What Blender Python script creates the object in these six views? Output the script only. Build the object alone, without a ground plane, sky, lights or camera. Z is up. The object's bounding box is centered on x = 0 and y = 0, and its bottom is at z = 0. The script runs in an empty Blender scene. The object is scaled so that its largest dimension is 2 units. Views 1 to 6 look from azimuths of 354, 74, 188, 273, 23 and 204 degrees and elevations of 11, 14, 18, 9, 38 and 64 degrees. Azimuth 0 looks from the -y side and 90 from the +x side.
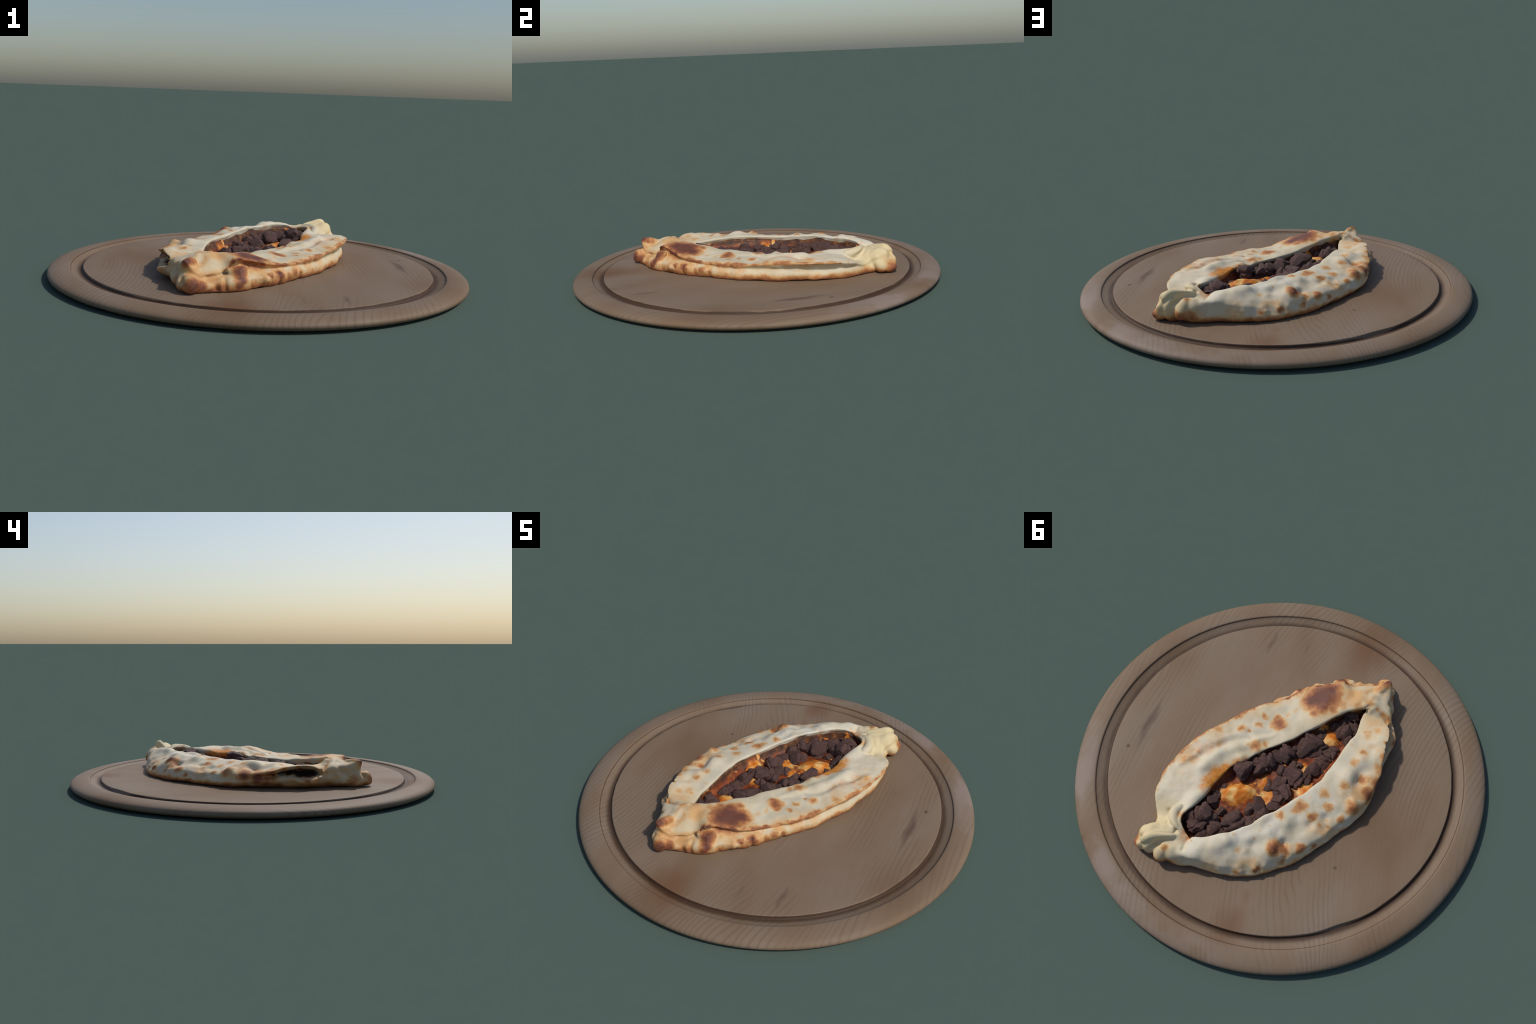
"""A boat shaped baked flatbread with meat and cheese, lying on a round wooden board."""
import math
import random

import bmesh
import bpy
import numpy as np
from mathutils import Matrix, Vector, noise

BOARD_Z = 0.050          # top of the board's inner disc
rng = random.Random(7)


# ------------------------------------------------------------------ helpers
def new_object(name, mesh, parent=None):
    ob = bpy.data.objects.new(name, mesh)
    bpy.context.scene.collection.objects.link(ob)
    if parent is not None:
        ob.parent = parent
    return ob


def mesh_from(name, verts, faces, smooth=True):
    me = bpy.data.meshes.new(name)
    me.from_pydata([tuple(v) for v in verts], [], faces)
    me.update()
    bm = bmesh.new()
    bm.from_mesh(me)
    bmesh.ops.recalc_face_normals(bm, faces=bm.faces)
    bm.to_mesh(me)
    bm.free()
    me.polygons.foreach_set("use_smooth", [smooth] * len(me.polygons))
    return me


def fbm(p, scale, octaves=3, seed=0.0):
    q = Vector((p[0] * scale + seed, p[1] * scale - seed, p[2] * scale + 2 * seed))
    return noise.fractal(q, 1.0, 2.0, octaves)


def smoothstep(e0, e1, x):
    t = np.clip((x - e0) / (e1 - e0), 0, 1)
    return t * t * (3 - 2 * t)


def catmull(points, samples, closed):
    """Centripetal-ish Catmull-Rom through points (n,3), parametrised by chord length."""
    p = np.asarray(points, float)
    if closed:
        p = np.vstack([p[-2:], p, p[:3]])
    else:
        p = np.vstack([2 * p[0] - p[1], p, 2 * p[-1] - p[-2]])
    d = np.maximum(np.linalg.norm(np.diff(p, axis=0), axis=1), 1e-6) ** 0.5
    t = np.r_[0, np.cumsum(d)]
    lo, hi = (2, len(p) - 3) if closed else (1, len(p) - 2)
    s = np.linspace(t[lo], t[hi], samples, endpoint=not closed)
    i = np.clip(np.searchsorted(t, s, side="right") - 1, lo, hi - 1)
    t0, t1, t2, t3 = (t[i + k][:, None] for k in (-1, 0, 1, 2))
    p0, p1, p2, p3 = (p[i + k] for k in (-1, 0, 1, 2))
    x = s[:, None]
    a1 = (t1 - x) / (t1 - t0) * p0 + (x - t0) / (t1 - t0) * p1
    a2 = (t2 - x) / (t2 - t1) * p1 + (x - t1) / (t2 - t1) * p2
    a3 = (t3 - x) / (t3 - t2) * p2 + (x - t2) / (t3 - t2) * p3
    b1 = (t2 - x) / (t2 - t0) * a1 + (x - t0) / (t2 - t0) * a2
    b2 = (t3 - x) / (t3 - t1) * a2 + (x - t1) / (t3 - t1) * a3
    return (t2 - x) / (t2 - t1) * b1 + (x - t1) / (t2 - t1) * b2


def grid_faces(rows, cols, wrap_rows=True):
    out = []
    for r in range(rows if wrap_rows else rows - 1):
        r2 = (r + 1) % rows
        for c in range(cols - 1):
            out.append((r * cols + c, r2 * cols + c, r2 * cols + c + 1, r * cols + c + 1))
    return out


# ------------------------------------------------------------------ node helpers
class Nodes:
    """Tiny wrapper that makes building node trees readable."""

    def __init__(self, name):
        self.mat = bpy.data.materials.new(name)
        self.mat.use_nodes = True
        self.t = self.mat.node_tree
        self.bsdf = self.t.nodes["Principled BSDF"]
        self.out = self.t.nodes["Material Output"]
        self.coord = self.t.nodes.new("ShaderNodeTexCoord").outputs["Object"]

    def put(self, socket, value):
        if isinstance(value, bpy.types.NodeSocket):
            self.t.links.new(value, socket)
        elif value is not None:
            socket.default_value = value

    def math(self, op, a, b=None, c=None, clamp=False):
        n = self.t.nodes.new("ShaderNodeMath")
        n.operation, n.use_clamp = op, clamp
        for s, v in zip(n.inputs, (a, b, c)):
            self.put(s, v)
        return n.outputs[0]

    def vec(self, op, a, b=None, scale=None):
        n = self.t.nodes.new("ShaderNodeVectorMath")
        n.operation = op
        self.put(n.inputs[0], a)
        if b is not None:
            self.put(n.inputs[1], b)
        if scale is not None:
            self.put(n.inputs["Scale"], scale)
        return n.outputs["Value"] if op in ("DISTANCE", "LENGTH", "DOT_PRODUCT") else n.outputs["Vector"]

    def noise(self, scale, detail=3.0, rough=0.5, vector=None, distortion=0.0, colour=False):
        n = self.t.nodes.new("ShaderNodeTexNoise")
        self.put(n.inputs["Vector"], self.coord if vector is None else vector)
        n.inputs["Scale"].default_value = scale
        n.inputs["Detail"].default_value = detail
        n.inputs["Roughness"].default_value = rough
        n.inputs["Distortion"].default_value = distortion
        return n.outputs["Color" if colour else "Fac"]

    def mapping(self, scale, location=(0, 0, 0), vector=None, rotation=(0, 0, 0)):
        n = self.t.nodes.new("ShaderNodeMapping")
        self.put(n.inputs["Vector"], self.coord if vector is None else vector)
        n.inputs["Scale"].default_value = scale
        n.inputs["Location"].default_value = location
        n.inputs["Rotation"].default_value = rotation
        return n.outputs[0]

    def range(self, value, a, b, c=0.0, d=1.0, smooth=True):
        n = self.t.nodes.new("ShaderNodeMapRange")
        n.interpolation_type = "SMOOTHSTEP" if smooth else "LINEAR"
        for s, v in zip(n.inputs, (value, a, b, c, d)):
            self.put(s, v)
        return n.outputs[0]

    def ramp(self, value, stops, mode="LINEAR"):
        n = self.t.nodes.new("ShaderNodeValToRGB")
        n.color_ramp.interpolation = mode
        e = n.color_ramp.elements
        while len(e) < len(stops):
            e.new(0.5)
        for el, (pos, col) in zip(e, stops):
            el.position, el.color = pos, (*col, 1)
        self.put(n.inputs[0], value)
        return n.outputs[0]

    def mix(self, fac, a, b, mode="MIX"):
        n = self.t.nodes.new("ShaderNodeMix")
        n.data_type, n.blend_type = "RGBA", mode
        self.put(n.inputs[0], fac)
        self.put(n.inputs[6], (*a, 1) if isinstance(a, tuple) and len(a) == 3 else a)
        self.put(n.inputs[7], (*b, 1) if isinstance(b, tuple) and len(b) == 3 else b)
        return n.outputs[2]

    def sep(self, v=None):
        n = self.t.nodes.new("ShaderNodeSeparateXYZ")
        self.put(n.inputs[0], self.coord if v is None else v)
        return n.outputs

    def spots(self, where, coord):
        """Soft round marks: each is x, y, z, radius, strength. Returns the strongest at a point."""
        total = 0.0
        for x, y, z, r, s in where:
            d = self.vec("DISTANCE", coord, (x, y, z))
            m = self.range(d, 0.0, r * 1.9, s, 0.0)
            total = self.math("MAXIMUM", total, m)
        return total

    def streak(self, knots, coord):
        """Soft line through knots x, y, z, width, strength."""
        total = None
        for p, q in zip(knots, knots[1:]):
            a, b = Vector(p[:3]), Vector(q[:3])
            rel = self.vec("SUBTRACT", coord, tuple(a))
            t = self.math("DIVIDE", self.vec("DOT_PRODUCT", rel, tuple(b - a)), (b - a).length_squared, clamp=True)
            near = self.vec("SUBTRACT", rel, self.vec("SCALE", tuple(b - a), scale=t))
            w = self.math("ADD", self.math("MULTIPLY", t, q[3] - p[3]), p[3])
            s = self.math("ADD", self.math("MULTIPLY", t, q[4] - p[4]), p[4])
            d = self.math("DIVIDE", self.vec("LENGTH", near), w)
            m = self.math("MULTIPLY", self.range(d, 0.15, 1.7, 1.0, 0.0), s)
            total = m if total is None else self.math("MAXIMUM", total, m)
        return total

    def bump(self, height, strength, distance):
        n = self.t.nodes.new("ShaderNodeBump")
        n.inputs["Strength"].default_value = strength
        n.inputs["Distance"].default_value = distance
        self.put(n.inputs["Height"], height)
        self.put(self.bsdf.inputs["Normal"], n.outputs[0])

    def finish(self, colour, rough=0.6, spec=0.3):
        self.put(self.bsdf.inputs["Base Color"], colour)
        self.put(self.bsdf.inputs["Roughness"], rough)
        self.bsdf.inputs["Specular IOR Level"].default_value = spec
        return self.mat


def srgb(r, g, b):
    f = lambda c: c / 12.92 if c <= 0.04045 else ((c + 0.055) / 1.055) ** 2.4
    return tuple(f(v / 255) for v in (r, g, b))


# ------------------------------------------------------------------ wooden board
def wood_material():
    m = Nodes("beech_wood")
    x, y, z = m.sep()
    # growth rings run along the board and bow slightly towards its middle
    wob = m.noise(2.2, 3, 0.5, m.mapping((1.0, 0.3, 1.0)))
    bow = m.math("MULTIPLY", m.math("MULTIPLY", y, y), m.math("SUBTRACT", 0.20, m.math("MULTIPLY", x, 0.20)))
    rho = m.math("ADD", m.math("ADD", x, bow), m.math("MULTIPLY", m.math("SUBTRACT", wob, 0.5), 0.22))
    ring = m.math("SINE", m.math("MULTIPLY", rho, 255.0))
    ring = m.range(ring, 0.1, 1.0)
    fade = m.range(m.noise(3.2, 2, 0.5, m.mapping((1.6, 0.5, 1.0), (3, 1, 0))), 0.38, 0.62)
    fine = m.noise(1.0, 4, 0.6, m.mapping((150, 7, 60)))
    broad = m.noise(2.6, 3, 0.5, m.mapping((1.5, 0.6, 1.0), (7, 2, 0)))
    base = m.ramp(broad, [(0.28, srgb(116, 93, 71)), (0.50, srgb(124, 104, 84)), (0.72, srgb(129, 112, 96))])
    line = m.math("MULTIPLY", m.math("MULTIPLY", ring, fade), 0.42)
    col = m.mix(line, base, srgb(101, 84, 69))
    col = m.mix(m.range(fine, 0.42, 0.75, 0.0, 0.15), col, srgb(104, 85, 68))
    # reddish heartwood blots and dark resin streaks
    warp = m.vec("ADD", m.coord, m.vec("SCALE", m.noise(9, 2, 0.5, colour=True), scale=0.05))
    flat = m.vec("MULTIPLY", warp, (1.0, 0.55, 0.0))
    blot = m.spots([(-0.155, -0.42, 0, 0.062, 0.75), (-0.215, -0.425, 0, 0.055, 0.55), (-0.13, -0.36, 0, 0.025, 0.4),
                    (-0.055, 0.46, 0, 0.05, 0.7), (-0.03, 0.465, 0, 0.05, 0.5), (-0.07, 0.38, 0, 0.02, 0.35),
                    (0.36, -0.22, 0, 0.09, 0.25), (-0.55, 0.1, 0, 0.12, 0.2)], flat)
    col = m.mix(blot, col, srgb(108, 74, 48))
    thin = m.vec("MULTIPLY", warp, (1.0, 0.16, 0.0))
    streak = m.spots([(0.722, 0.005, 0, 0.017, 0.75), (0.328, -0.102, 0, 0.008, 0.6), (0.14, -0.11, 0, 0.007, 0.3)], thin)
    col = m.mix(streak, col, srgb(80, 60, 50))
    col = m.mix(m.spots([(0.742, 0.158, 0.05, 0.009, 0.8), (-0.428, 0.388, 0.05, 0.008, 0.7)], m.coord), col, srgb(60, 45, 40))
    # pale patches along the rim on one side
    pale = m.spots([(0.86, 0.42, 0.04, 0.30, 0.3), (0.62, 0.72, 0.04, 0.30, 0.3), (0.2, 0.95, 0.04, 0.26, 0.22)], m.coord)
    rad = m.vec("LENGTH", m.vec("MULTIPLY", m.coord, (1, 1, 0)))
    pale = m.math("MULTIPLY", pale, m.range(rad, 0.89, 0.93))
    pale = m.math("MULTIPLY", pale, m.range(m.noise(7, 3), 0.35, 0.6))
    col = m.mix(pale, col, srgb(158, 146, 143))
    # shade of the groove's steep side and outer step, painted into the wood
    shade_limit = m.math("ADD", rad, m.math("MULTIPLY", m.math("SUBTRACT", m.noise(9, 4, 0.6), 0.5), 0.014))
    groove_shade = m.math("MULTIPLY", m.range(rad, 0.8342, 0.8360), m.range(shade_limit, 0.845, 0.872, 0.85, 0.0))
    groove_shade = m.math("MAXIMUM", groove_shade, m.math("MULTIPLY", m.range(rad, 0.8895, 0.8925), m.range(rad, 0.8945, 0.8965, 0.6, 0.0)))
    col = m.mix(groove_shade, col, srgb(56, 35, 20))
    m.bump(m.math("ADD", m.math("MULTIPLY", ring, 0.3), fine), 0.15, 0.002)
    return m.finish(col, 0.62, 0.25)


def build_board():
    # profile from the centre of the top, over groove and rim, to the centre of the underside
    profile = [(0.0, 0.050), (0.3, 0.050), (0.6, 0.050), (0.78, 0.050), (0.830, 0.050), (0.8340, 0.0494), (0.8355, 0.047),
               (0.8375, 0.0405), (0.8405, 0.0355), (0.846, 0.0340), (0.856, 0.0350), (0.868, 0.0385), (0.880, 0.0430), (0.890, 0.0465),
               (0.8935, 0.0490), (0.8955, 0.0530), (0.902, 0.0540), (0.925, 0.0535), (0.950, 0.0512), (0.973, 0.0466),
               (0.990, 0.0402), (0.9985, 0.0325), (1.0000, 0.0240), (0.9955, 0.0155), (0.981, 0.0070), (0.955, 0.0015),
               (0.92, 0.0), (0.6, 0.0), (0.0, 0.0)]
    r = np.array([p[0] for p in profile])
    z = np.array([p[1] for p in profile])
    n = 360
    verts, faces = [], []
    for i in range(n):
        a = 2 * math.pi * i / n
        c, s = math.cos(a), math.sin(a)
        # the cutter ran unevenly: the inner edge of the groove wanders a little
        wander = 0.0035 * noise.noise(Vector((4 * c, 4 * s, 1.3))) + 0.0015 * noise.noise(Vector((14 * c, 14 * s, 4.0)))
        wander -= 0.010 * math.exp(-((a - math.radians(131)) / 0.10) ** 2)
        for rr, zz in zip(r, z):
            w = wander * max(0.0, 1 - abs(rr - 0.838) / 0.030)
            if rr > 0:
                verts.append(((rr + w) * c, (rr + w) * s, zz))
    k = len(profile) - 2
    for i in range(n):
        j = (i + 1) % n
        for q in range(k - 1):
            faces.append((i * k + q, j * k + q, j * k + q + 1, i * k + q + 1))
    top, bottom = len(verts), len(verts) + 1
    verts += [(0, 0, 0.050), (0, 0, 0)]
    for i in range(n):
        j = (i + 1) % n
        faces.append((i * k, j * k, top))
        faces.append((i * k + k - 1, j * k + k - 1, bottom))
    me = mesh_from("wooden_board", verts, faces)
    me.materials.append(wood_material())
    ob = new_object("wooden_board", me)
    ob["label"] = "round pale wooden serving board with a carved juice groove"
    ob["category"] = "serving board"
    return ob


# ------------------------------------------------------------------ dough
# Stations round the rim of the bread, from the pinched tip along the folded side to the
# twisted end and back along the blistered side.  Each station holds
#   foot (x, y)      where the dough leaves the board
#   side (x, y, z)   the fattest point of the lower roll
#   lip  (x, y, z)   outer edge of the upper strip
#   edge (x, y, z)   rim of the opening
#   crown            how far the strip swells above the line lip-edge
#   groove           how deep the fold between roll and strip cuts in
FOLDED_SIDE = [
    ((-.372, -.585), (-.392, -.585, .095), (-.366, -.574, .184), (-.318, -.405, .176), .000, .012),
    ((-.325, -.592), (-.325, -.603, .085), (-.312, -.568, .130), (-.296, -.388, .182), .020, .008),
    ((-.270, -.580), (-.268, -.590, .085), (-.258, -.548, .122), (-.276, -.376, .182), .024, .012),
    ((-.215, -.568), (-.213, -.578, .088), (-.202, -.516, .132), (-.255, -.364, .180), .018, .024),
    ((-.150, -.556), (-.146, -.562, .095), (-.137, -.504, .179), (-.220, -.343, .172), .010, .035),
    ((-.085, -.510), (-.078, -.517, .098), (-.093, -.472, .168), (-.180, -.300, .164), .013, .030),
    ((.020, -.432), (.032, -.436, .098), (.000, -.424, .145), (-.120, -.230, .156), .009, .028),
    ((.094, -.360), (.106, -.364, .095), (.080, -.353, .127), (-.062, -.169, .144), .005, .018),
    ((.188, -.257), (.196, -.260, .090), (.171, -.267, .125), (.004, -.091, .144), .006, .016),
    ((.265, -.170), (.272, -.172, .088), (.246, -.192, .128), (.070, -.029, .141), .009, .014),
    ((.337, -.071), (.343, -.072, .086), (.328, -.090, .138), (.130, .040, .138), .008, .014),
    ((.389, .038), (.395, .038, .086), (.391, .010, .149), (.197, .130, .147), .012, .016),
    ((.430, .136), (.436, .136, .086), (.444, .112, .149), (.228, .200, .138), .008, .018),
    ((.455, .221), (.461, .222, .086), (.480, .217, .147), (.250, .265, .141), .012, .020),
    ((.460, .318), (.465, .318, .086), (.487, .312, .142), (.272, .345, .148), .004, .018),
    ((.450, .407), (.456, .407, .086), (.468, .394, .128), (.296, .403, .160), -.012, .014),
    ((.428, .480), (.434, .480, .080), (.430, .464, .106), (.308, .438, .164), -.012, .004),
]
BLISTERED_SIDE = [
    ((.405, .555), (.412, .555, .090), (.392, .535, .155), (.300, .468, .165), .006, .000),
    ((.345, .612), (.350, .620, .088), (.335, .590, .150), (.278, .490, .160), .006, .000),
    ((.265, .632), (.268, .643, .088), (.257, .615, .150), (.252, .510, .150), .004, .000),
    ((.190, .614), (.190, .628, .092), (.187, .612, .150), (.205, .512, .168), .014, .000),
    ((.095, .604), (.092, .620, .085), (.094, .600, .134), (.125, .478, .176), .016, .000),
    ((.000, .586), (-.005, .601, .078), (.004, .574, .121), (.060, .434, .171), .012, .000),
    ((-.098, .542), (-.107, .555, .076), (-.090, .524, .120), (-.004, .368, .178), .008, .000),
    ((-.185, .475), (-.195, .489, .076), (-.172, .462, .116), (-.052, .310, .176), .006, .000),
    ((-.257, .397), (-.270, .411, .076), (-.246, .392, .111), (-.100, .250, .170), .008, .000),
    ((-.316, .307), (-.333, .320, .076), (-.308, .308, .114), (-.145, .186, .162), .010, .000),
    ((-.368, .219), (-.389, .231, .076), (-.360, .219, .117), (-.186, .120, .160), .010, .000),
    ((-.410, .127), (-.440, .145, .080), (-.417, .138, .116), (-.226, .038, .163), .014, .000),
    ((-.430, .043), (-.470, .055, .086), (-.456, .052, .118), (-.250, -.050, .165), .018, .004),
    ((-.432, -.035), (-.483, -.034, .092), (-.476, -.030, .124), (-.264, -.112, .160), .014, .010),
    ((-.422, -.110), (-.478, -.112, .092), (-.482, -.108, .140), (-.278, -.170, .154), .012, .045),
    ((-.417, -.170), (-.476, -.172, .102), (-.470, -.168, .154), (-.288, -.210, .149), .004, .080),
    ((-.416, -.230), (-.485, -.228, .100), (-.464, -.227, .167), (-.297, -.255, .144), .004, .095),
    ((-.412, -.290), (-.490, -.288, .092), (-.458, -.288, .170), (-.297, -.305, .140), .004, .100),
    ((-.408, -.345), (-.477, -.342, .102), (-.444, -.345, .158), (-.294, -.345, .152), .004, .055),
    ((-.403, -.378), (-.456, -.380, .115), (-.446, -.376, .140), (-.296, -.368, .162), .006, .012),
    ((-.396, -.415), (-.434, -.420, .102), (-.422, -.412, .146), (-.304, -.384, .183), .006, .000),
    ((-.387, -.490), (-.410, -.500, .092), (-.394, -.490, .157), (-.312, -.394, .181), .002, .000),
    ((-.382, -.545), (-.404, -.552, .090), (-.384, -.540, .173), (-.318, -.402, .178), .000, .004),
]
SPINE = ((-.29, -.36), (.26, .45))     # axis along the filling

# swellings and hollows of the crust: x, y, z, radius, height
BLISTERS = [
    (-.142, .434, .158, .044, .032), (-.178, .395, .140, .024, -.008),
    (-.252, .375, .109, .028, .010), (-.254, .228, .155, .022, .007), (-.378, .174, .117, .022, .006),
    (-.307, .148, .135, .024, .003), (-.20, .215, .165, .028, .003), (-.160, .300, .165, .045, .012), (-.110, .395, .170, .040, .010),
    (-.412, .100, .130, .036, .024), (-.119, .281, .170, .024, .006), (.049, .444, .170, .018, .004),
    (-.06, .50, .145, .030, -.008), (.02, .53, .130, .028, .008), (-.02, .56, .11, .022, .007), (.09, .56, .12, .03, -.008),
    (-.09, .54, .115, .020, .008), (-.18, .44, .12, .025, .008), (-.33, .25, .125, .028, -.006), (.07, .48, .165, .03, .008),
    (-.176, .391, .135, .026, -.014), (-.260, .262, .140, .026, -.010), (-.053, .453, .155, .030, -.010), (.060, .452, .165, .026, -.006), (-.075, .332, .168, .026, -.005), (-.309, .205, .135, .026, -.009),
    (.138, .590, .115, .018, .006), (.060, .588, .10, .018, .007), (-.037, .572, .095, .018, .008), (-.095, .540, .10, .018, .009), (-.130, .510, .105, .018, .008), (-.217, .440, .105, .018, .007),
    # the big dent with a bubble at its bottom
    (-.398, -.032, .135, .036, -.032), (-.386, .000, .140, .030, -.014), (-.390, -.072, .150, .032, -.012), (-.425, -.045, .120, .022, .010),
    (-.345, -.02, .165, .050, .009), (-.375, -.125, .155, .040, .012), (-.345, .067, .15, .035, .008), (-.40, .085, .145, .026, .006),
    # ripples on the folded side
    (.21, .02, .150, .040, .007), (.31, .16, .152, .045, .012),
    (.25, -.06, .150, .040, -.007), (.41, .16, .150, .035, .008), (.42, .33, .145, .045, -.006),
    (.37, .37, .150, .030, .003), (.14, -.06, .150, .05, .004), (.17, .06, .150, .03, .010), (.115, -.005, .143, .025, .008),
    (.30, .33, .155, .035, .006), (.20, -.15, .142, .05, -.005), (.07, -.27, .145, .05, -.006), (.02, -.31, .150, .04, .004),
    # cross folds of the lower roll
    (-.02, -.475, .09, .022, .010), (.025, -.440, .09, .016, -.006), (.055, -.410, .09, .022, .008), (.09, -.372, .09, .016, -.006),
    (.125, -.335, .09, .022, .006), (-.07, -.515, .09, .02, -.008),
    # pinches at the tip
    (-.400, -.455, .130, .022, -.014), (-.405, -.48, .10, .03, .008), (-.398, -.535, .13, .02, -.014), (-.33, -.50, .165, .05, -.006),
    (-.25, -.45, .170, .05, .004), (-.12, -.40, .165, .05, .006),
]


def loft_crust():
    rows = FOLDED_SIDE + BLISTERED_SIDE
    a, b = (np.array(p) for p in SPINE)
    curves = [[] for _ in range(17)]
    for foot, side, lip, edge, crown, groove in rows:
        foot, side, lip, edge = np.array((*foot, BOARD_Z + .001)), np.array(side), np.array(lip), np.array(edge)
        u = np.clip(np.dot(edge[:2] - a, b - a) / np.dot(b - a, b - a), 0.03, 0.97)
        spine = np.array((*(a + u * (b - a)), 0))
        inward = edge - lip
        inward[2] = 0
        inward /= np.linalg.norm(inward)
        to_side = side - edge
        to_side[2] = 0
        inw2 = -to_side / np.linalg.norm(to_side)
        gap = lip[2] - side[2]
        open_fold = min(1.0, groove / 0.03)
        mid = (side + lip) / 2
        roll_top = side + inw2 * (0.012 + 0.35 * groove) + np.array((0, 0, min(0.3 * gap, .016)))
        straight = side + (lip - side) * 0.3
        roll_top = straight * (1 - open_fold) + roll_top * open_fold
        fold = mid + inw2 * groove
        under = lip + inward * (0.012 + 0.25 * groove) - np.array((0, 0, .014 + 0.04 * groove))
        straight = side + (lip - side) * 0.7
        under = straight * (1 - open_fold) + under * open_fold
        swell = np.array((0, 0, crown))
        pts = [
            np.array((*(spine[:2] * 0.93 + foot[:2] * 0.07), BOARD_Z + .003)),
            np.array((*(spine[:2] * 0.5 + foot[:2] * 0.5), BOARD_Z + .001)),
            foot + inw2 * 0.03, foot,
            foot * 0.45 + side * 0.55 + np.array((0, 0, -.006)) - inw2 * 0.004,
            side, roll_top, fold, under, lip,
            lip * 0.85 + edge * 0.15 + swell * 0.45 + np.array((0, 0, .003)),
            lip * 0.55 + edge * 0.45 + swell, lip * 0.22 + edge * 0.78 + swell * 0.7 + np.array((0, 0, .002)),
            edge, edge - inward * 0.005 + np.array((0, 0, -.018)), edge - inward * 0.020 + np.array((0, 0, min(-.05, .076 - edge[2]))),
            np.array((*(spine[:2] * 0.93 + edge[:2] * 0.07), .070)),
        ]
        for c, p in zip(curves, pts):
            c.append(p)
    cols = 560
    rails = np.array([catmull(c, cols, True) for c in curves])       # (17, cols, 3)
    prof = 84
    verts = np.array([catmull(rails[:, i], prof, False) for i in range(cols)])   # (cols, prof, 3)
    verts[..., 2] = np.maximum(verts[..., 2], BOARD_Z + .0008)
    return verts


def crust_normals(v):
    du = np.roll(v, -1, 0) - np.roll(v, 1, 0)
    dv = np.gradient(v, axis=1)
    n = np.cross(du, dv)
    n /= np.maximum(np.linalg.norm(n, axis=-1, keepdims=True), 1e-9)
    if n[10, 52, 2] < 0:
        n = -n
    return n


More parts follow.
